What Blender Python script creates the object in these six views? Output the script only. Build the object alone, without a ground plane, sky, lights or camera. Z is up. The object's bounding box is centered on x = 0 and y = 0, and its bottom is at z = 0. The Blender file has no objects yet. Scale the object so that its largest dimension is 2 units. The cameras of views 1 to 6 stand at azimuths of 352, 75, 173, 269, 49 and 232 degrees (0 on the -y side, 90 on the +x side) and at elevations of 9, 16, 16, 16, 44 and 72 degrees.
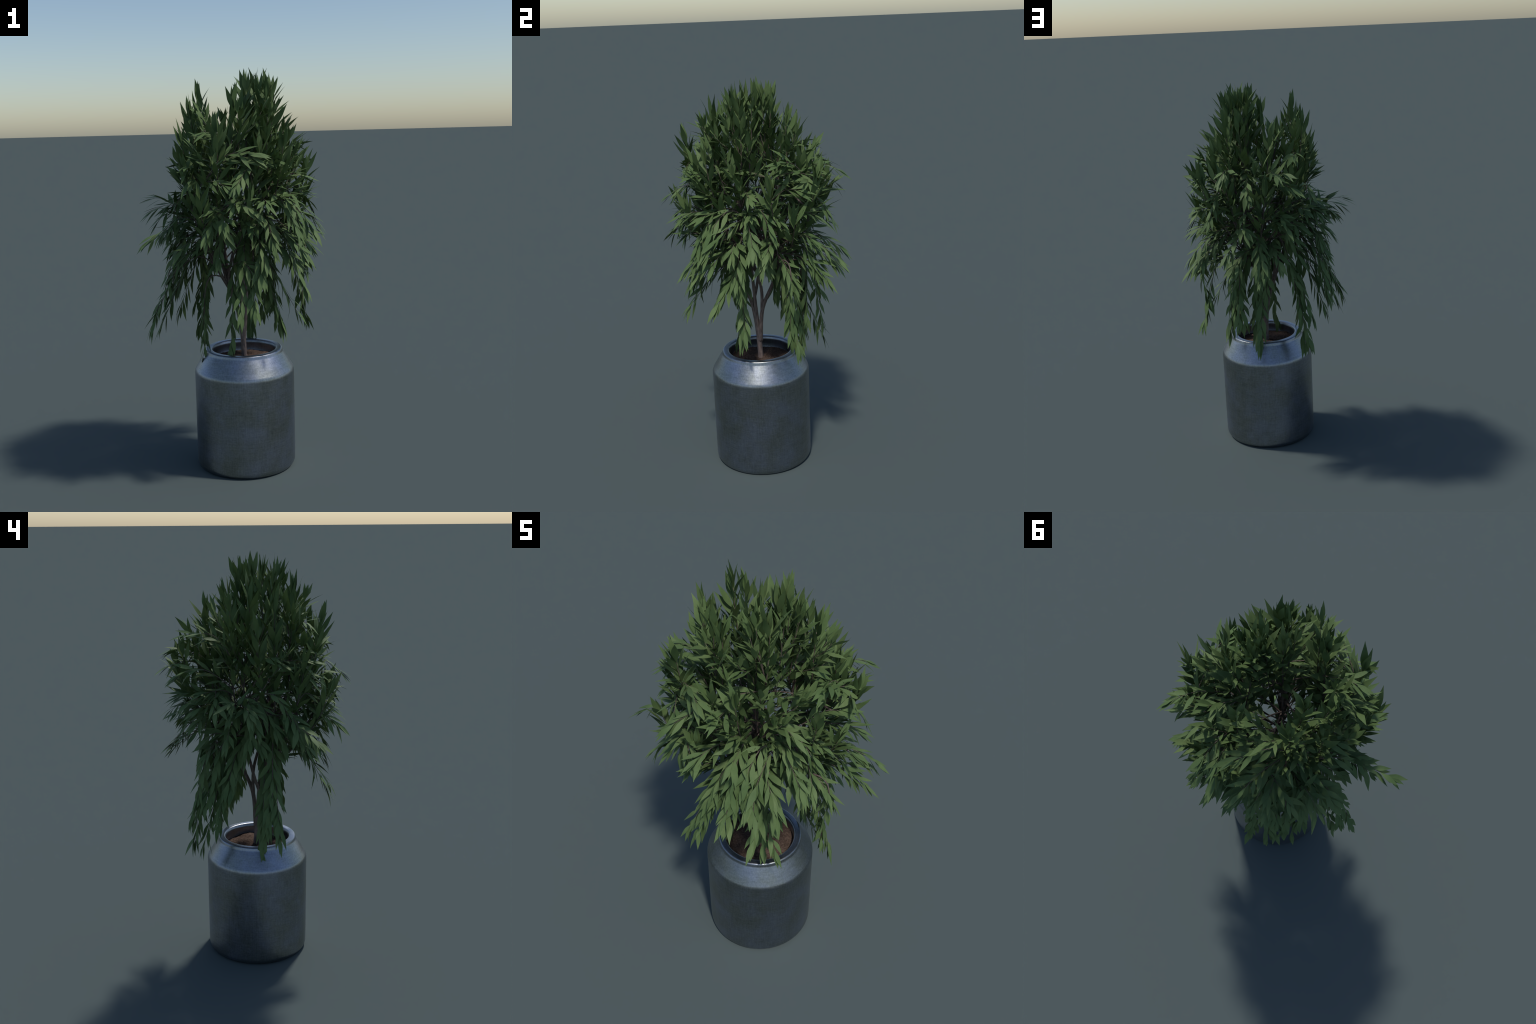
"""A weeping, narrow-leaved tree in a grey metal pot."""
import math
import numpy as np

UP = np.array((0.0, 0.0, 1.0))
CROWN_AXIS = np.array((0.02, -0.01))


def unit(v):
    v = np.asarray(v, float)
    return v / (np.linalg.norm(v) + 1e-12)


def bezier(p0, p1, p2, p3, n):
    t = np.linspace(0, 1, n)[:, None]
    return (1-t)**3*p0 + 3*(1-t)**2*t*p1 + 3*(1-t)*t*t*p2 + t**3*p3


def resample(pts, step):
    seg = np.linalg.norm(np.diff(pts, axis=0), axis=1)
    s = np.concatenate(([0], np.cumsum(seg)))
    n = max(4, int(round(s[-1] / step)) + 1)
    q = np.linspace(0, s[-1], n)
    return np.stack([np.interp(q, s, pts[:, k]) for k in range(3)], 1), s[-1]


def at(pts, t):
    """point and tangent at fraction t of a polyline"""
    f = min(max(t, 0.0), 1.0) * (len(pts) - 1)
    i = min(int(f), len(pts) - 2)
    return pts[i] + (f - i) * (pts[i+1] - pts[i]), unit(pts[i+1] - pts[i])


def smooth_path(ctrl, n=24):
    """Catmull-Rom curve through control points"""
    c = [np.array(p, float) for p in ctrl]
    c = [2*c[0]-c[1]] + c + [2*c[-1]-c[-2]]
    out = []
    for i in range(1, len(c)-2):
        p0, p1, p2, p3 = c[i-1:i+3]
        for t in np.linspace(0, 1, n, endpoint=False):
            out.append(0.5*((2*p1)+(-p0+p2)*t+(2*p0-5*p1+4*p2-p3)*t*t+(-p0+3*p1-3*p2+p3)*t**3))
    out.append(c[-2])
    return np.array(out)


def leader_path(start, heading, tip):
    """an upright shoot: leaves the stem along its heading, ends nearly upright"""
    start, tip = np.array(start, float), np.array(tip, float)
    L = np.linalg.norm(tip - start)
    out = tip - start
    out[2] = 0
    p1 = start + unit(np.array(heading) + out*1.2) * L * 0.4
    p2 = tip - unit(UP*1.0 + 0.35*out/ (L+1e-6)) * L * 0.35
    return bezier(start, p1, p2, tip, 40)


def branch_path(start, azimuth, reach, drop, lift):
    """a side branch: rises outwards at the lift angle, arches over, and hangs
    until its tip is `drop` below its start (negative: above it)"""
    a, e = math.radians(azimuth), math.radians(lift)
    out = np.array((math.cos(a), math.sin(a), 0.0))
    start = np.array(start, float)
    tip = start + out*reach - UP*drop
    L = np.linalg.norm(tip - start)
    fall = drop / (reach + 1e-6)
    p1 = start + (out*math.cos(e) + UP*math.sin(e)) * (0.42*L + 0.06)
    if fall > -0.7:
        down = unit(out*0.55 - UP*(0.45 + 0.7*fall))
    else:
        down = unit(out*0.55 + UP*(-fall*0.8 - 0.1))
    p2 = tip - down * (0.38*L)
    return bezier(start, p1, p2, tip, 32)


def leaves_on(path, bare, spacing, size, spread, rng, upright):
    """leaf frames on a twig: (origin, direction, normal, length)"""
    pts, L = resample(path, 0.012)
    if not upright:
        bare = min(bare, 0.12 + 0.6*max(0.0, L - 0.12))
    start = bare * L
    n = max(3, int((L - start) / spacing))
    out = []
    phi = rng.uniform(0, 6.28)
    for i in range(n + 2):
        t = (start + (L - start) * min(1.0, (i + 0.3) / n)) / L
        p, T = at(pts, t)
        radial = np.array((p[0]-CROWN_AXIS[0], p[1]-CROWN_AXIS[1], 0))
        radial = unit(radial) if np.linalg.norm(radial) > 0.03 else np.zeros(3)
        face = UP*(1.0) + radial*(0.15 if upright else 0.75)
        face = face - face.dot(T)*T
        if np.linalg.norm(face) < 0.15:
            face = face + np.cross(T, (1, 0, 0))*0.3
        face = unit(face)
        side = np.cross(face, T)
        phi += 2.4 + rng.normal(0, 0.25)
        flat = 0.85 if upright else 0.75
        R = unit(math.cos(phi)*side + flat*math.sin(phi)*face)
        tipness = max(0.0, (t - 0.8) / 0.2)
        ang = math.radians(spread * (1 - 0.45*tipness) * (1 - 0.3*max(0.0, -T[2])) + rng.normal(0, 7))
        if i >= n:
            ang *= 0.35
        d = unit(math.cos(ang)*T + math.sin(ang)*R)
        if not upright:
            d = unit(d - UP*0.22)
        nrm = UP*1.0 + radial*(0.1 if upright else 0.7) + rng.normal(0, 0.24, 3)
        nrm = nrm - nrm.dot(d)*d
        if np.linalg.norm(nrm) < 0.2:
            nrm = nrm + 0.5*(face - face.dot(d)*d)
        nrm = unit(nrm)
        ln = size * rng.uniform(0.74, 1.16) * (0.85 if i >= n else 1.0)
        out.append((p + R*0.002, d, nrm, ln))
    return out


# ------------------------------------------------------------------ sizes
LEADER_BARE, LEADER_SPACING, LEADER_LEAF, LEADER_SPREAD = 0.50, 0.0125, 0.128, 30
BRANCH_BARE, BRANCH_SPACING, BRANCH_LEAF, BRANCH_SPREAD = 0.38, 0.0165, 0.104, 32
LEAF_RAMP = [(0.35, (0.066, 0.114, 0.041)), (0.62, (0.096, 0.150, 0.055)), (0.85, (0.127, 0.183, 0.072))]
LEAF_SPEC, LEAF_TRANS = 0.16, 0.035
METAL_RAMP = [(0.40, (0.205, 0.218, 0.232)), (0.60, (0.37, 0.385, 0.405))]
METAL_ROUGH, METAL_METALLIC = (0.29, 0.43), 1.0

# main stems: control points from the soil upwards
STEMS = {
    "a": [(0.028, -0.014, 0.535), (0.021, -0.021, 0.685), (-0.004, -0.034, 0.82), (-0.043, -0.055, 0.92), (-0.072, -0.072, 1.06)],
    "b": [(0.028, -0.013, 0.645), (0.045, 0.0, 0.82), (0.06, 0.052, 0.95), (0.072, 0.105, 1.08)],
    "c": [(0.027, -0.016, 0.64), (0.02, -0.03, 0.86), (0.038, -0.043, 1.0), (0.045, -0.05, 1.14)],
    "d": [(-0.01, -0.036, 0.835), (-0.03, -0.005, 0.93), (-0.052, 0.035, 1.1)],
    "e": [(0.043, -0.002, 0.81), (0.05, -0.004, 0.95), (0.072, -0.055, 1.12)],
}
# upright limbs: stem, place on it, tip
LEADERS = {
    "limb0": ("b", 0.73, 0.10, 0.05, 1.87),
    "limb1": ("d", 0.73, -0.16, 0.01, 1.83),
    "limb2": ("b", 0.85, 0.12, -0.01, 1.88),
    "limb3": ("c", 0.76, 0.06, -0.05, 1.88),
    "limb4": ("e", 0.72, 0.12, -0.11, 1.86),
    "limb5": ("e", 0.73, 0.18, -0.10, 1.86),
    "limb6": ("a", 0.72, -0.02, -0.20, 1.80),
    "limb7": ("a", 0.73, -0.21, -0.10, 1.76),
    "limb8": ("b", 0.72, 0.27, 0.16, 1.63),
    "limb9": ("a", 0.74, -0.11, -0.31, 1.67),
    "limb10": ("b", 0.79, 0.35, 0.20, 1.53),
    "limb11": ("a", 0.73, -0.26, -0.23, 1.52),
    "limb12": ("b", 0.73, 0.20, 0.11, 1.77),
    "limb13": ("a", 0.75, 0.03, -0.35, 1.37),
    "limb14": ("a", 0.72, 0.02, -0.19, 1.79),
    "limb15": ("b", 0.72, 0.36, -0.02, 1.49),
    "limb16": ("b", 0.78, -0.10, 0.32, 1.54),
    "limb17": ("b", 0.76, 0.23, 0.26, 1.53),
    "limb18": ("a", 0.73, -0.25, -0.02, 1.64),
    "limb19": ("e", 0.72, 0.20, -0.28, 1.62),
    "limb20": ("b", 0.77, 0.04, 0.36, 1.47),
    "limb21": ("a", 0.74, -0.20, -0.34, 1.36),
    "limb22": ("d", 0.75, -0.20, 0.10, 1.75),
    "limb23": ("b", 0.76, -0.01, 0.21, 1.73),
    "limb24": ("a", 0.74, 0.09, -0.30, 1.59),
    "limb25": ("b", 0.82, 0.37, 0.09, 1.36),
}
# arching side branches: parent, place on it, azimuth, reach, drop of the tip, lift angle
LOW_BRANCHES = {
    "arch42": ("c", 0.78, 98, 0.43, -0.06, 40),
    "arch58": ("b", 0.79, 2, 0.29, -0.04, 45),
}
MIDDLE_BRANCHES = {
    "arch0": ("limb5", 0.25, 174, 0.50, 0.49, 60),
    "arch1": ("limb3", 0.22, 187, 0.49, 0.48, 60),
    "arch2": ("limb3", 0.19, 147, 0.40, 0.44, 65),
    "arch3": ("limb19", 0.28, 126, 0.51, 0.40, 50),
    "arch4": ("limb7", 0.30, 92, 0.34, 0.55, 55),
    "arch5": ("limb0", 0.27, 147, 0.31, 0.58, 60),
    "arch6": ("limb9", 0.29, 67, 0.50, 0.47, 25),
    "arch7": ("limb6", 0.28, 40, 0.41, 0.48, 60),
    "arch8": ("limb3", 0.22, 24, 0.35, 0.52, 50),
    "arch9": ("limb8", 0.13, 263, 0.48, 0.18, 40),
    "arch10": ("limb2", 0.20, 256, 0.49, 0.35, 55),
    "arch11": ("limb1", 0.25, 327, 0.35, 0.47, 40),
    "arch12": ("limb18", 0.27, 348, 0.43, 0.31, 45),
    "arch13": ("limb0", 0.23, 240, 0.27, 0.56, 15),
    "arch14": ("limb7", 0.19, 68, 0.52, 0.03, 55),
    "arch15": ("b", 0.93, 216, 0.63, -0.15, 55),
    "arch16": ("limb1", 0.20, 169, 0.32, -0.19, 15),
    "arch17": ("limb20", 0.31, 247, 0.63, -0.09, 65),
    "arch18": ("limb24", 0.24, 43, 0.61, -0.08, 40),
    "arch21": ("limb21", 0.32, 55, 0.62, -0.11, 60),
    "arch23": ("limb20", 0.60, 294, 0.66, 0.03, 20),
    "arch24": ("limb20", 0.29, 296, 0.51, 0.17, 55),
    "arch25": ("e", 0.91, 37, 0.44, 0.01, 25),
    "arch26": ("e", 0.90, 298, 0.35, -0.02, 35),
    "arch27": ("c", 0.96, 141, 0.42, 0.01, 35),
    "arch28": ("limb3", 0.14, 278, 0.30, 0.08, 25),
    "arch29": ("c", 1.00, 158, 0.40, 0.17, 55),
    "arch30": ("limb10", 0.15, 61, 0.18, 0.31, 35),
    "arch31": ("c", 0.93, 45, 0.46, -0.02, 50),
    "arch32": ("c", 0.96, 210, 0.38, -0.03, 25),
    "arch33": ("limb22", 0.30, 190, 0.29, -0.08, 25),
    "arch34": ("limb4", 0.11, 298, 0.38, -0.03, 60),
    "arch35": ("c", 0.90, 140, 0.43, 0.21, 40),
    "arch36": ("d", 0.89, 50, 0.40, -0.04, 25),
    "arch37": ("limb5", 0.35, 355, 0.26, 0.07, 65),
    "arch38": ("limb1", 0.24, 105, 0.30, -0.15, 40),
    "arch40": ("limb22", 0.37, 223, 0.26, 0.05, 55),
    "arch41": ("limb4", 0.25, 299, 0.25, -0.14, 60),
    "arch43": ("limb10", 0.14, 51, 0.09, 0.34, 30),
    "arch45": ("limb15", 0.36, 329, 0.24, -0.05, 40),
    "arch47": ("limb22", 0.16, 199, 0.25, -0.03, 30),
    "arch48": ("limb5", 0.20, 334, 0.25, 0.11, 60),
    "arch51": ("limb22", 0.26, 167, 0.23, 0.02, 35),
    "arch52": ("limb1", 0.25, 130, 0.27, -0.10, 35),
    "arch53": ("limb4", 0.26, 271, 0.29, -0.12, 35),
    "arch54": ("limb23", 0.35, 159, 0.19, 0.14, 60),
    "arch55": ("limb4", 0.31, 348, 0.20, -0.23, 60),
    "arch56": ("limb23", 0.34, 119, 0.19, -0.10, 45),
    "arch59": ("limb10", 0.40, 107, 0.17, -0.07, 45),
    "arch62": ("limb4", 0.27, 278, 0.26, 0.08, 45),
    "arch64": ("c", 0.99, 151, 0.43, 0.27, 45),
    "arch65": ("limb6", 0.35, 267, 0.23, -0.06, 35),
    "arch67": ("limb6", 0.34, 192, 0.20, -0.25, 80),
    "arch68": ("d", 0.98, 40, 0.35, 0.14, 50),
    "arch71": ("limb16", 0.40, 136, 0.20, -0.07, 50),
    "arch72": ("e", 0.99, 315, 0.34, -0.05, 30),
    "arch73": ("limb14", 0.36, 249, 0.15, 0.12, 40),
    "arch74": ("limb1", 0.28, 129, 0.23, -0.14, 70),
    "arch78": ("limb4", 0.34, 28, 0.26, -0.05, 65),
    "arch80": ("limb16", 0.27, 72, 0.23, 0.06, 50),
    "arch81": ("limb22", 0.37, 200, 0.27, 0.02, 55),
    "arch82": ("limb18", 0.36, 131, 0.25, 0.22, 20),
    "arch84": ("limb25", 0.46, 24, 0.18, 0.07, 50),
    "arch85": ("limb2", 0.25, 75, 0.17, -0.10, 65),
    "arch87": ("limb24", 0.45, 278, 0.15, -0.04, 50),
    "arch90": ("limb10", 0.09, 85, 0.10, 0.33, 40),
    "arch91": ("limb18", 0.40, 217, 0.13, 0.05, 35),
    "arch95": ("limb19", 0.21, 264, 0.25, 0.12, 60),
    "arch96": ("limb5", 0.29, 332, 0.16, -0.29, 80),
    "arch98": ("limb24", 0.46, 226, 0.18, -0.11, 60),
    "arch99": ("limb7", 0.40, 208, 0.23, 0.02, 30),
}
HIGH_BRANCHES = {
    "arch19": ("limb10", 0.72, 241, 0.69, -0.08, 50),
    "arch20": ("limb12", 0.65, 70, 0.23, -0.07, 45),
    "arch22": ("limb24", 0.71, 83, 0.64, -0.08, 45),
    "arch39": ("limb6", 0.68, 334, 0.17, -0.27, 75),
    "arch44": ("limb22", 0.51, 101, 0.24, -0.08, 40),
    "arch46": ("limb11", 0.77, 315, 0.21, -0.08, 55),
    "arch49": ("limb14", 0.78, 203, 0.17, -0.10, 35),
    "arch50": ("limb0", 0.54, 15, 0.16, -0.27, 80),
    "arch57": ("limb22", 0.69, 75, 0.21, -0.12, 70),
    "arch60": ("limb5", 0.71, 247, 0.06, -0.22, 80),
    "arch61": ("limb14", 0.60, 186, 0.13, -0.26, 70),
    "arch63": ("limb2", 0.54, 71, 0.07, -0.29, 80),
    "arch66": ("limb3", 0.44, 355, 0.23, -0.20, 55),
    "arch69": ("limb2", 0.66, 5, 0.06, -0.24, 80),
    "arch70": ("limb8", 0.67, 54, 0.16, 0.07, 60),
    "arch75": ("limb2", 0.49, 355, 0.16, -0.24, 80),
    "arch76": ("limb14", 0.53, 219, 0.18, -0.18, 80),
    "arch77": ("limb23", 0.58, 78, 0.10, -0.21, 70),
    "arch79": ("limb3", 0.64, 268, 0.05, -0.29, 80),
    "arch83": ("limb5", 0.47, 317, 0.13, -0.22, 70),
    "arch86": ("limb2", 0.70, 335, 0.04, -0.24, 80),
    "arch88": ("limb17", 0.87, 327, 0.16, -0.08, 45),
    "arch89": ("limb1", 0.58, 172, 0.09, -0.16, 80),
    "arch92": ("limb1", 0.54, 223, 0.18, -0.09, 35),
    "arch93": ("limb23", 0.63, 118, 0.16, -0.11, 40),
    "arch94": ("limb4", 0.64, 284, 0.11, -0.19, 80),
    "arch97": ("limb1", 0.54, 101, 0.13, -0.26, 80),
}
TWIGS = {
    "twig0": ("arch8", 0.53, 12, 0.09, 0.36, 25),
    "twig1": ("arch61", 0.32, 158, 0.09, -0.22, 80),
    "twig2": ("arch3", 0.47, 143, 0.27, -0.08, 45),
    "twig3": ("arch88", 0.20, 291, 0.19, -0.12, 40),
    "twig4": ("arch11", 0.39, 351, 0.26, -0.18, 50),
    "twig5": ("arch46", 0.30, 347, 0.26, -0.12, 50),
    "twig6": ("arch4", 0.38, 125, 0.23, 0.28, 0),
    "twig7": ("arch66", 0.39, 20, 0.04, -0.32, 80),
    "twig8": ("arch18", 0.40, 34, 0.26, -0.13, 45),
    "twig9": ("arch40", 0.49, 247, 0.13, -0.20, 60),
    "twig10": ("arch21", 0.57, 88, 0.25, -0.18, 50),
    "twig11": ("limb5", 0.42, 12, 0.17, -0.20, 60),
    "twig12": ("limb11", 0.20, 172, 0.30, 0.21, 55),
    "twig13": ("limb1", 0.45, 79, 0.18, -0.27, 75),
    "twig14": ("limb4", 0.31, 296, 0.23, -0.21, 75),
    "twig15": ("arch5", 0.23, 180, 0.32, -0.03, 40),
    "twig16": ("arch37", 0.31, 24, 0.18, 0.06, 30),
    "twig17": ("limb4", 0.13, 10, 0.22, 0.01, 40),
    "twig18": ("arch22", 0.38, 110, 0.02, -0.32, 80),
    "twig19": ("arch58", 0.25, 36, 0.23, -0.07, -5),
    "twig20": ("limb11", 0.69, 313, 0.20, 0.09, 60),
    "twig21": ("arch18", 0.28, 59, 0.26, -0.17, 65),
    "twig22": ("limb6", 0.11, 249, 0.15, -0.07, 30),
    "twig23": ("arch40", 0.46, 237, 0.21, 0.12, 40),
    "twig24": ("limb2", 0.47, 85, 0.17, -0.19, 80),
    "twig25": ("arch0", 0.27, 153, 0.18, -0.27, 80),
    "twig26": ("limb24", 0.64, 237, 0.15, -0.02, 30),
    "twig27": ("arch0", 0.46, 150, 0.20, 0.10, 45),
    "twig28": ("arch92", 0.24, 255, 0.07, -0.24, 80),
    "twig29": ("limb14", 0.80, 264, 0.07, -0.17, 80),
    "twig30": ("arch78", 0.34, 58, 0.27, -0.15, 50),
    "twig31": ("limb4", 0.38, 299, 0.27, 0.09, 40),
    "twig32": ("arch76", 0.30, 197, 0.14, -0.12, 70),
    "twig33": ("limb23", 0.54, 122, 0.22, -0.11, 60),
    "twig34": ("limb5", 0.17, 335, 0.23, 0.15, 55),
    "twig35": ("arch21", 0.29, 42, 0.21, -0.22, 55),
    "twig36": ("arch68", 0.45, 17, 0.13, 0.33, -5),
    "twig37": ("limb16", 0.34, 134, 0.17, -0.04, 30),
    "twig38": ("limb3", 0.14, 288, 0.28, 0.02, 55),
    "twig39": ("limb3", 0.53, 317, 0.16, -0.27, 70),
    "twig40": ("arch27", 0.31, 168, 0.24, -0.10, 40),
    "twig41": ("limb15", 0.42, 31, 0.20, -0.07, 35),
    "twig42": ("limb13", 0.22, 294, 0.23, 0.02, 35),
    "twig43": ("limb5", 0.36, 278, 0.22, -0.20, 80),
    "twig44": ("limb2", 0.57, 343, 0.06, -0.33, 80),
}
MORE_TWIGS = {
    "twig45": ("arch3", 0.37, 117, 0.27, -0.05, 60),
    "twig46": ("limb2", 0.45, 36, 0.16, -0.24, 75),
    "twig47": ("limb7", 0.59, 253, 0.16, -0.06, 65),
    "twig48": ("arch85", 0.29, 102, 0.14, -0.23, 80),
    "twig49": ("limb16", 0.51, 106, 0.15, -0.01, 35),
    "twig50": ("arch22", 0.35, 74, 0.05, -0.33, 80),
    "twig51": ("arch0", 0.33, 150, 0.21, -0.17, 55),
    "twig52": ("twig13", 0.35, 56, 0.09, -0.21, 80),
    "twig53": ("arch64", 0.44, 140, 0.21, 0.24, 25),
    "twig54": ("arch42", 0.37, 77, 0.11, 0.24, 30),
    "twig55": ("arch78", 0.65, 53, 0.17, -0.08, 35),
    "twig56": ("arch24", 0.26, 331, 0.26, 0.08, 30),
    "twig57": ("arch46", 0.41, 342, 0.24, -0.13, 60),
    "twig58": ("arch64", 0.26, 181, 0.25, -0.00, 50),
    "twig59": ("limb8", 0.07, 23, 0.17, 0.28, 25),
    "twig60": ("limb13", 0.07, 166, 0.14, 0.38, 40),
    "twig61": ("limb1", 0.43, 139, 0.14, -0.17, 80),
    "twig62": ("limb19", 0.20, 334, 0.25, -0.07, 40),
    "twig63": ("limb3", 0.20, 328, 0.25, -0.21, 55),
    "twig64": ("limb0", 0.21, 93, 0.27, 0.08, 55),
    "twig65": ("twig20", 0.67, 334, 0.18, -0.02, 40),
    "twig66": ("limb1", 0.52, 157, 0.12, -0.14, 60),
    "twig67": ("limb7", 0.27, 178, 0.25, 0.27, 25),
    "twig68": ("arch40", 0.30, 255, 0.27, -0.18, 70),
    "twig69": ("limb5", 0.71, 254, 0.04, -0.26, 80),
    "twig70": ("arch55", 0.33, 2, 0.15, -0.07, 65),
    "twig71": ("arch78", 0.45, 39, 0.14, -0.18, 65),
    "twig72": ("arch61", 0.28, 166, 0.07, -0.20, 80),
    "twig73": ("limb14", 0.42, 231, 0.18, -0.17, 50),
    "twig74": ("arch22", 0.42, 94, 0.06, -0.32, 80),
    "twig75": ("arch4", 0.28, 59, 0.26, -0.08, 25),
    "twig76": ("twig43", 0.46, 258, 0.07, -0.20, 80),
    "twig77": ("arch77", 0.29, 109, 0.15, -0.05, 40),
    "twig78": ("limb25", 0.16, 99, 0.09, 0.41, 45),
    "twig79": ("arch52", 0.23, 114, 0.20, -0.06, 35),
    "twig80": ("arch8", 0.50, 7, 0.12, 0.09, -10),
    "twig81": ("arch66", 0.46, 339, 0.06, -0.14, 80),
    "twig82": ("arch82", 0.24, 97, 0.20, 0.01, 5),
    "twig83": ("limb24", 0.19, 208, 0.26, -0.07, 40),
    "twig84": ("twig17", 0.33, 339, 0.16, -0.02, 30),
    "twig85": ("arch85", 0.37, 44, 0.18, -0.13, 40),
    "twig86": ("limb3", 0.39, 290, 0.28, -0.18, 40),
    "twig87": ("arch95", 0.50, 250, 0.12, -0.08, 65),
    "twig88": ("arch0", 0.24, 143, 0.15, -0.28, 80),
    "twig89": ("arch23", 0.59, 279, 0.22, 0.13, 50),
}

# ------------------------------------------------------------------ skeleton
def grow():
    """Follow the tables and return (name, path, base radius, tip radius, leaves)."""
    parts = []
    stem_paths = {k: smooth_path(v) for k, v in STEMS.items()}
    index = 0
    for leader, (stem, t, x, y, z) in LEADERS.items():
        s, heading = at(stem_paths[stem], t)
        path = leader_path(s, heading, (x, y, z))
        rng = np.random.default_rng(700 + index)
        index += 1
        leaves = leaves_on(path, LEADER_BARE, LEADER_SPACING, LEADER_LEAF, LEADER_SPREAD, rng, True)
        parts.append(("limb", leader, path, 0.0072, 0.0012, leaves))
        stem_paths[leader] = path
    for table in (LOW_BRANCHES, MIDDLE_BRANCHES, HIGH_BRANCHES, TWIGS, MORE_TWIGS):
        for name, (parent, t, azimuth, reach, drop, lift) in table.items():
            s, _ = at(stem_paths[parent], t)
            path = branch_path(s, azimuth, reach, drop, lift)
            rng = np.random.default_rng(700 + index)
            index += 1
            leaves = leaves_on(path, BRANCH_BARE, BRANCH_SPACING, BRANCH_LEAF, BRANCH_SPREAD, rng, -drop > 0.7*reach)
            L = np.linalg.norm(np.diff(path, axis=0), axis=1).sum()
            parts.append(("branch", name, path, 0.0011 + 0.0075*min(L, 0.6), 0.0007, leaves))
            stem_paths[name] = path
    return stem_paths, parts


# ------------------------------------------------------------------ Blender
import bpy
from mathutils import Matrix, Vector


def new_mesh_object(name, verts, faces, mat, parent, smooth=True):
    me = bpy.data.meshes.new(name)
    me.from_pydata([tuple(v) for v in verts], [], faces)
    me.update()
    if smooth:
        me.polygons.foreach_set("use_smooth", [True]*len(me.polygons))
    me.materials.append(mat)
    ob = bpy.data.objects.new(name, me)
    bpy.context.collection.objects.link(ob)
    ob.parent = parent
    return ob


def tube(path, r0, r1, sides, rough=0.0, seed=0, power=1.0, flare=0.0):
    """swept round wood with parallel-transported frames and lumpy radius"""
    rng = np.random.default_rng(seed)
    n = len(path)
    T = np.gradient(path, axis=0)
    T /= np.linalg.norm(T, axis=1)[:, None] + 1e-12
    ref = unit(np.cross(T[0], (0.31, 0.95, 0.07)))
    verts, faces = [], []
    ph = rng.uniform(0, 6.28, 3)
    for i in range(n):
        ref = unit(ref - ref.dot(T[i])*T[i])
        b = np.cross(T[i], ref)
        s = i/(n-1)
        r = r0 + (r1-r0)*s**power + flare*max(0.0, 1-s*9)**2
        for j in range(sides):
            a = 2*math.pi*j/sides
            k = 1 + rough*(0.5*math.sin(3*a+ph[0]+s*5) + 0.3*math.sin(5*a+ph[1]-s*9) + 0.3*rng.normal())
            verts.append(path[i] + r*k*(math.cos(a)*ref + math.sin(a)*b))
    for i in range(n-1):
        for j in range(sides):
            a, b2 = i*sides+j, i*sides+(j+1) % sides
            faces.append((a, b2, b2+sides, a+sides))
    faces.append(tuple(range(sides))[::-1])
    faces.append(tuple((n-1)*sides+j for j in range(sides)))
    return verts, faces


def leaf_shape(width, curl, fold, lean):
    """a lance-shaped leaf one unit long, along +y, face +z: rows across the blade"""
    rows = [(0.0, 0.05), (0.05, 0.10), (0.12, 0.30), (0.24, 0.66), (0.37, 0.94), (0.47, 1.0),
            (0.62, 0.82), (0.77, 0.50), (0.90, 0.20), (1.0, 0.01)]
    verts, faces = [], []
    for s, w in rows:
        z = -curl*s*s + 0.25*curl*s
        x0 = lean*math.sin(s*math.pi)
        h = 0.5*width*w
        for q in (-1, -0.5, 0, 0.5, 1):
            verts.append((x0 + q*h, s, z + fold*abs(q)*h*(1-0.3*abs(q))))
    for i in range(len(rows)-1):
        for j in range(4):
            a = i*5+j
            faces.append((a, a+1, a+6, a+5))
    return np.array(verts), faces


# ------------------------------------------------------------------ materials
def material(name):
    m = bpy.data.materials.new(name)
    m.use_nodes = True
    nt = m.node_tree
    return m, nt, nt.nodes["Principled BSDF"]


def node(nt, kind, **kw):
    n = nt.nodes.new(kind)
    for k, v in kw.items():
        if k in n.inputs.keys():
            n.inputs[k].default_value = v
        else:
            setattr(n, k, v)
    return n


def ramp(nt, stops):
    r = nt.nodes.new("ShaderNodeValToRGB")
    el = r.color_ramp.elements
    while len(el) < len(stops):
        el.new(0.5)
    for e, (p, c) in zip(el, stops):
        e.position = p
        e.color = (*c, 1)
    return r


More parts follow.
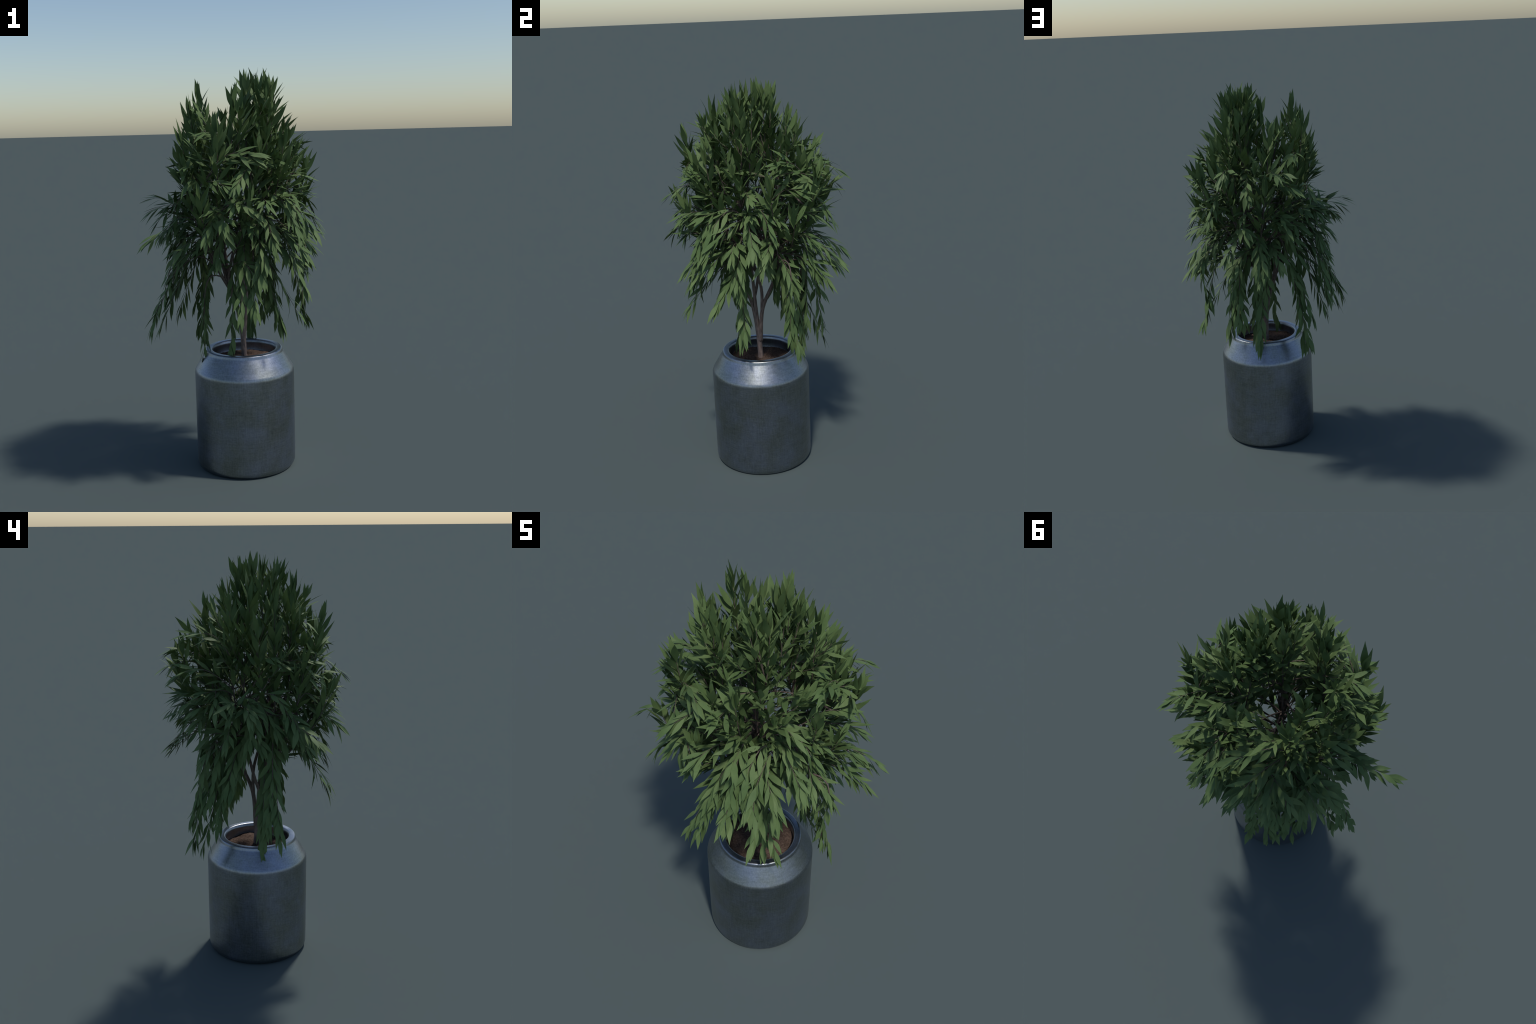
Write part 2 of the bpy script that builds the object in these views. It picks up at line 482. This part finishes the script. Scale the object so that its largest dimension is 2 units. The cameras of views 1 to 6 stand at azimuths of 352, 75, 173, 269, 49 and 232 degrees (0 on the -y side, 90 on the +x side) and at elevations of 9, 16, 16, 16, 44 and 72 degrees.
def leaf_material():
    m, nt, bsdf = material("leaf_green")
    L = nt.links.new
    geo = node(nt, "ShaderNodeNewGeometry")
    big = node(nt, "ShaderNodeTexNoise", Scale=9.0, Detail=2.0)
    L(geo.outputs["Position"], big.inputs["Vector"])
    fine = node(nt, "ShaderNodeTexNoise", Scale=160.0, Detail=3.0)
    L(geo.outputs["Position"], fine.inputs["Vector"])
    mix = node(nt, "ShaderNodeMath", operation="MULTIPLY_ADD")
    L(fine.outputs["Fac"], mix.inputs[0])
    mix.inputs[1].default_value = 0.25
    L(big.outputs["Fac"], mix.inputs[2])
    r = ramp(nt, LEAF_RAMP)
    L(mix.outputs[0], r.inputs["Fac"])
    L(r.outputs["Color"], bsdf.inputs["Base Color"])
    bsdf.inputs["Roughness"].default_value = 0.6
    bsdf.inputs["Specular IOR Level"].default_value = LEAF_SPEC
    tr = node(nt, "ShaderNodeBsdfTranslucent")
    hue = node(nt, "ShaderNodeMix", data_type="RGBA", blend_type="MULTIPLY")
    hue.inputs[0].default_value = 1.0
    L(r.outputs["Color"], hue.inputs[6])
    hue.inputs[7].default_value = (1.15, 1.1, 0.7, 1)
    L(hue.outputs[2], tr.inputs["Color"])
    add = node(nt, "ShaderNodeMixShader")
    add.inputs[0].default_value = LEAF_TRANS
    L(bsdf.outputs[0], add.inputs[1])
    L(tr.outputs[0], add.inputs[2])
    L(add.outputs[0], nt.nodes["Material Output"].inputs["Surface"])
    return m


def bark_material(name, shade):
    m, nt, bsdf = material(name)
    L = nt.links.new
    tc = node(nt, "ShaderNodeTexCoord")
    mp = node(nt, "ShaderNodeMapping")
    mp.inputs["Scale"].default_value = (1, 1, 0.16)
    L(tc.outputs["Object"], mp.inputs["Vector"])
    n1 = node(nt, "ShaderNodeTexNoise", Scale=190.0, Detail=5.0, Roughness=0.65)
    L(mp.outputs[0], n1.inputs["Vector"])
    r = ramp(nt, [(p, tuple(shade*c for c in col)) for p, col in
                  ((0.3, (0.085, 0.064, 0.056)), (0.55, (0.235, 0.178, 0.155)), (0.75, (0.34, 0.268, 0.238)))])  # browns lightened toward the sunlit trunk edge, offsetting shade from the foliage
    L(n1.outputs["Fac"], r.inputs["Fac"])
    L(r.outputs["Color"], bsdf.inputs["Base Color"])
    bsdf.inputs["Roughness"].default_value = 0.8
    bsdf.inputs["Specular IOR Level"].default_value = 0.3
    bp = node(nt, "ShaderNodeBump", Strength=0.6, Distance=0.003)
    L(n1.outputs["Fac"], bp.inputs["Height"])
    L(bp.outputs[0], bsdf.inputs["Normal"])
    return m


def soil_material():
    m, nt, bsdf = material("brown_soil")
    L = nt.links.new
    tc = node(nt, "ShaderNodeTexCoord")
    n1 = node(nt, "ShaderNodeTexNoise", Scale=110.0, Detail=6.0, Roughness=0.7)
    L(tc.outputs["Object"], n1.inputs["Vector"])
    r = ramp(nt, [(0.3, (0.042, 0.028, 0.022)), (0.52, (0.105, 0.072, 0.057)), (0.72, (0.17, 0.122, 0.098))])
    L(n1.outputs["Fac"], r.inputs["Fac"])
    L(r.outputs["Color"], bsdf.inputs["Base Color"])
    bsdf.inputs["Roughness"].default_value = 0.95
    bsdf.inputs["Specular IOR Level"].default_value = 0.1
    bp = node(nt, "ShaderNodeBump", Strength=0.8, Distance=0.006)
    L(n1.outputs["Fac"], bp.inputs["Height"])
    L(bp.outputs[0], bsdf.inputs["Normal"])
    return m


def metal_material():
    """dull brushed zinc: crossed fine streaks over soft cloudy blotches"""
    m, nt, bsdf = material("brushed_grey_metal")
    L = nt.links.new
    tc = node(nt, "ShaderNodeTexCoord")
    streaks = []
    for sc in ((30, 30, 2.5), (3, 3, 30)):
        mp = node(nt, "ShaderNodeMapping")
        mp.inputs["Scale"].default_value = sc
        L(tc.outputs["Object"], mp.inputs["Vector"])
        n = node(nt, "ShaderNodeTexNoise", Scale=6.0, Detail=5.0, Roughness=0.7)
        L(mp.outputs[0], n.inputs["Vector"])
        streaks.append(n)
    cloud = node(nt, "ShaderNodeTexNoise", Scale=7.0, Detail=4.0, Roughness=0.6)
    L(tc.outputs["Object"], cloud.inputs["Vector"])
    speck = node(nt, "ShaderNodeTexNoise", Scale=130.0, Detail=4.0, Roughness=0.75)
    L(tc.outputs["Object"], speck.inputs["Vector"])
    weave = node(nt, "ShaderNodeMath", operation="ADD")
    L(streaks[0].outputs["Fac"], weave.inputs[0])
    L(streaks[1].outputs["Fac"], weave.inputs[1])
    tot = node(nt, "ShaderNodeMath", operation="MULTIPLY_ADD")
    L(weave.outputs[0], tot.inputs[0])
    tot.inputs[1].default_value = 0.24
    cl2 = node(nt, "ShaderNodeMath", operation="MULTIPLY")
    cl2.inputs[1].default_value = 0.24
    L(cloud.outputs["Fac"], cl2.inputs[0])
    sp2 = node(nt, "ShaderNodeMath", operation="MULTIPLY_ADD")
    sp2.inputs[1].default_value = 0.28
    L(speck.outputs["Fac"], sp2.inputs[0])
    L(cl2.outputs[0], sp2.inputs[2])
    L(sp2.outputs[0], tot.inputs[2])
    r = ramp(nt, METAL_RAMP)
    L(tot.outputs[0], r.inputs["Fac"])
    tint = ramp(nt, [(0.38, (0.98, 1.0, 0.93)), (0.62, (0.93, 0.97, 1.10))])
    L(cloud.outputs["Fac"], tint.inputs["Fac"])
    hue = node(nt, "ShaderNodeMix", data_type="RGBA", blend_type="MULTIPLY")
    hue.inputs[0].default_value = 1.0
    L(r.outputs["Color"], hue.inputs[6])
    L(tint.outputs["Color"], hue.inputs[7])
    L(hue.outputs[2], bsdf.inputs["Base Color"])
    rr = node(nt, "ShaderNodeMapRange")
    rr.inputs["From Min"].default_value = 0.3
    rr.inputs["From Max"].default_value = 0.7
    rr.inputs["To Min"].default_value = METAL_ROUGH[0]
    rr.inputs["To Max"].default_value = METAL_ROUGH[1]
    L(tot.outputs[0], rr.inputs["Value"])
    L(rr.outputs[0], bsdf.inputs["Roughness"])
    bsdf.inputs["Metallic"].default_value = METAL_METALLIC
    bp = node(nt, "ShaderNodeBump", Strength=0.10, Distance=0.002)
    L(tot.outputs[0], bp.inputs["Height"])
    L(bp.outputs[0], bsdf.inputs["Normal"])
    return m


# ------------------------------------------------------------------ pot, soil
POT_CENTRE = (0.0265, -0.018)


def fillet(profile, cuts):
    """round the named corners of an (r, z) profile"""
    out = []
    for i, (r, z) in enumerate(profile):
        d = cuts.get(i, 0)
        if not d:
            out.append((r, z))
            continue
        p = np.array((r, z))
        a = p + unit(np.array(profile[i-1]) - p)*d
        b = p + unit(np.array(profile[i+1]) - p)*d
        for t in np.linspace(0, 1, 7):
            out.append(tuple((1-t)**2*a + 2*t*(1-t)*p + t*t*b))
    return out


def lathe(profile, sides, centre):
    verts, faces = [], []
    for r, z in profile:
        for j in range(sides):
            a = 2*math.pi*j/sides
            verts.append((centre[0] + r*math.cos(a), centre[1] + r*math.sin(a), z))
    for i in range(len(profile)-1):
        for j in range(sides):
            a, b = i*sides+j, i*sides+(j+1) % sides
            faces.append((a, b, b+sides, a+sides))
    return verts, faces


def build_pot(root, metal):
    body = [(0.001, 0.004), (0.225, 0.004), (0.228, 0.0), (0.238, 0.0), (0.2515, 0.017), (0.2525, 0.10), (0.2525, 0.30), (0.2525, 0.499),
            (0.197, 0.590), (0.1925, 0.6065), (0.164, 0.6065), (0.1585, 0.593), (0.160, 0.578), (0.164, 0.50), (0.001, 0.50)]
    prof = fillet(body, {3: 0.004, 4: 0.012, 7: 0.013, 8: 0.004, 9: 0.007, 10: 0.006, 11: 0.005})
    v, f = lathe(prof, 128, POT_CENTRE)
    new_mesh_object("pot", v, f, metal, root)


def build_soil(root, mat):
    rng = np.random.default_rng(3)
    bumps = [(rng.uniform(-.15, .15), rng.uniform(-.15, .15), rng.uniform(.025, .06), rng.uniform(-.005, .006)) for _ in range(26)]
    rings, sides = 44, 110
    verts, faces = [], []
    for i in range(rings):
        r = 0.1635*i/(rings-1) + 0.0004
        for j in range(sides):
            a = 2*math.pi*j/sides
            x, y = r*math.cos(a), r*math.sin(a)
            z = 0.549 + 0.006*math.cos(r*11)
            for bx, by, w, h in bumps:
                z += h*math.exp(-((x-bx)**2+(y-by)**2)/(w*w))
            z += 0.0012*rng.normal()
            verts.append((POT_CENTRE[0]+x, POT_CENTRE[1]+y, z))
    for i in range(rings-1):
        for j in range(sides):
            a, b = i*sides+j, i*sides+(j+1) % sides
            faces.append((a, b, b+sides, a+sides))
    faces.append(tuple(range(sides))[::-1])
    new_mesh_object("soil", verts, faces, mat, root)


# ------------------------------------------------------------------ tree
def build_tree(root, bark, twig_bark, green):
    stem_paths, parts = grow()
    verts, faces = [], []
    radii = {"a": (0.0146, 0.0095), "b": (0.0115, 0.0078), "c": (0.0100, 0.0070), "d": (0.0085, 0.0065), "e": (0.0085, 0.0065)}
    for k in STEMS:
        path, _ = resample(stem_paths[k], 0.012)
        v, f = tube(path, radii[k][0], radii[k][1], 14, 0.07, ord(k), 0.8, 0.004 if k == "a" else 0)
        o = len(verts)
        verts += v
        faces += [tuple(i+o for i in q) for q in f]
    new_mesh_object("trunk", verts, faces, bark, root)

    shapes = [leaf_shape(w, c, fo, le) for w, c, fo, le in
              ((0.215, 0.08, 0.14, 0.0), (0.20, 0.14, 0.10, 0.02), (0.225, 0.04, 0.16, -0.015), (0.21, 0.11, 0.05, -0.025),
               (0.22, 0.16, 0.12, 0.012), (0.195, 0.02, 0.10, 0.02))]
    # the 300 outermost, largest leaves become objects of their own
    scored = []
    for pi, part in enumerate(parts):
        for li, (o, d, n, ln) in enumerate(part[5]):
            tip = o + d*ln
            out = math.hypot(tip[0]-0.02, tip[1]+0.01)/0.42 + max(0.0, (tip[2]-1.2))*0.9
            scored.append((-ln*out, pi, li))
    scored.sort()
    single = {(pi, li) for _, pi, li in scored[:300]}
    leaf_meshes = []
    for v, f in shapes:
        me = bpy.data.meshes.new("leaf")
        me.from_pydata([tuple(p) for p in v], [], f)
        me.polygons.foreach_set("use_smooth", [True]*len(f))
        me.materials.append(green)
        leaf_meshes.append(me)
    pick = np.random.default_rng(11)
    for pi, (kind, name, path, r0, r1, leaves) in enumerate(parts):
        wood, _ = resample(path, 0.018)
        v, f = tube(wood, r0, r1, 8, 0.05, pi, 0.6)
        ob = new_mesh_object(kind, v, f, twig_bark, root)
        fv, ff = [], []
        for li, (o, d, n, ln) in enumerate(leaves):
            k = int(pick.integers(len(shapes)))
            wide = pick.uniform(0.88, 1.12)
            s = np.cross(d, n)
            R = np.stack((s*wide, d, n), 1)*ln
            if (pi, li) in single:
                lf = bpy.data.objects.new("leaf", leaf_meshes[k])
                bpy.context.collection.objects.link(lf)
                lf.parent = ob
                M = np.eye(4)
                M[:3, :3] = R
                M[:3, 3] = o
                lf.matrix_local = Matrix(M.tolist())
            else:
                off = sum(len(a) for a in fv)
                fv.append(shapes[k][0] @ R.T + o)
                ff += [tuple(i+off for i in q) for q in shapes[k][1]]
        if fv:
            fo = new_mesh_object("foliage", np.concatenate(fv), ff, green, ob)
            fo["kind"] = "stuff"


def main():
    root = bpy.data.objects.new("potted_tree", None)
    bpy.context.collection.objects.link(root)
    root["label"] = "weeping narrow-leaved green tree in a grey metal pot"
    root["category"] = "potted plant"
    build_pot(root, metal_material())
    build_soil(root, soil_material())
    build_tree(root, bark_material("brown_bark", 1.0), bark_material("young_twig_bark", 0.62), leaf_material())


main()
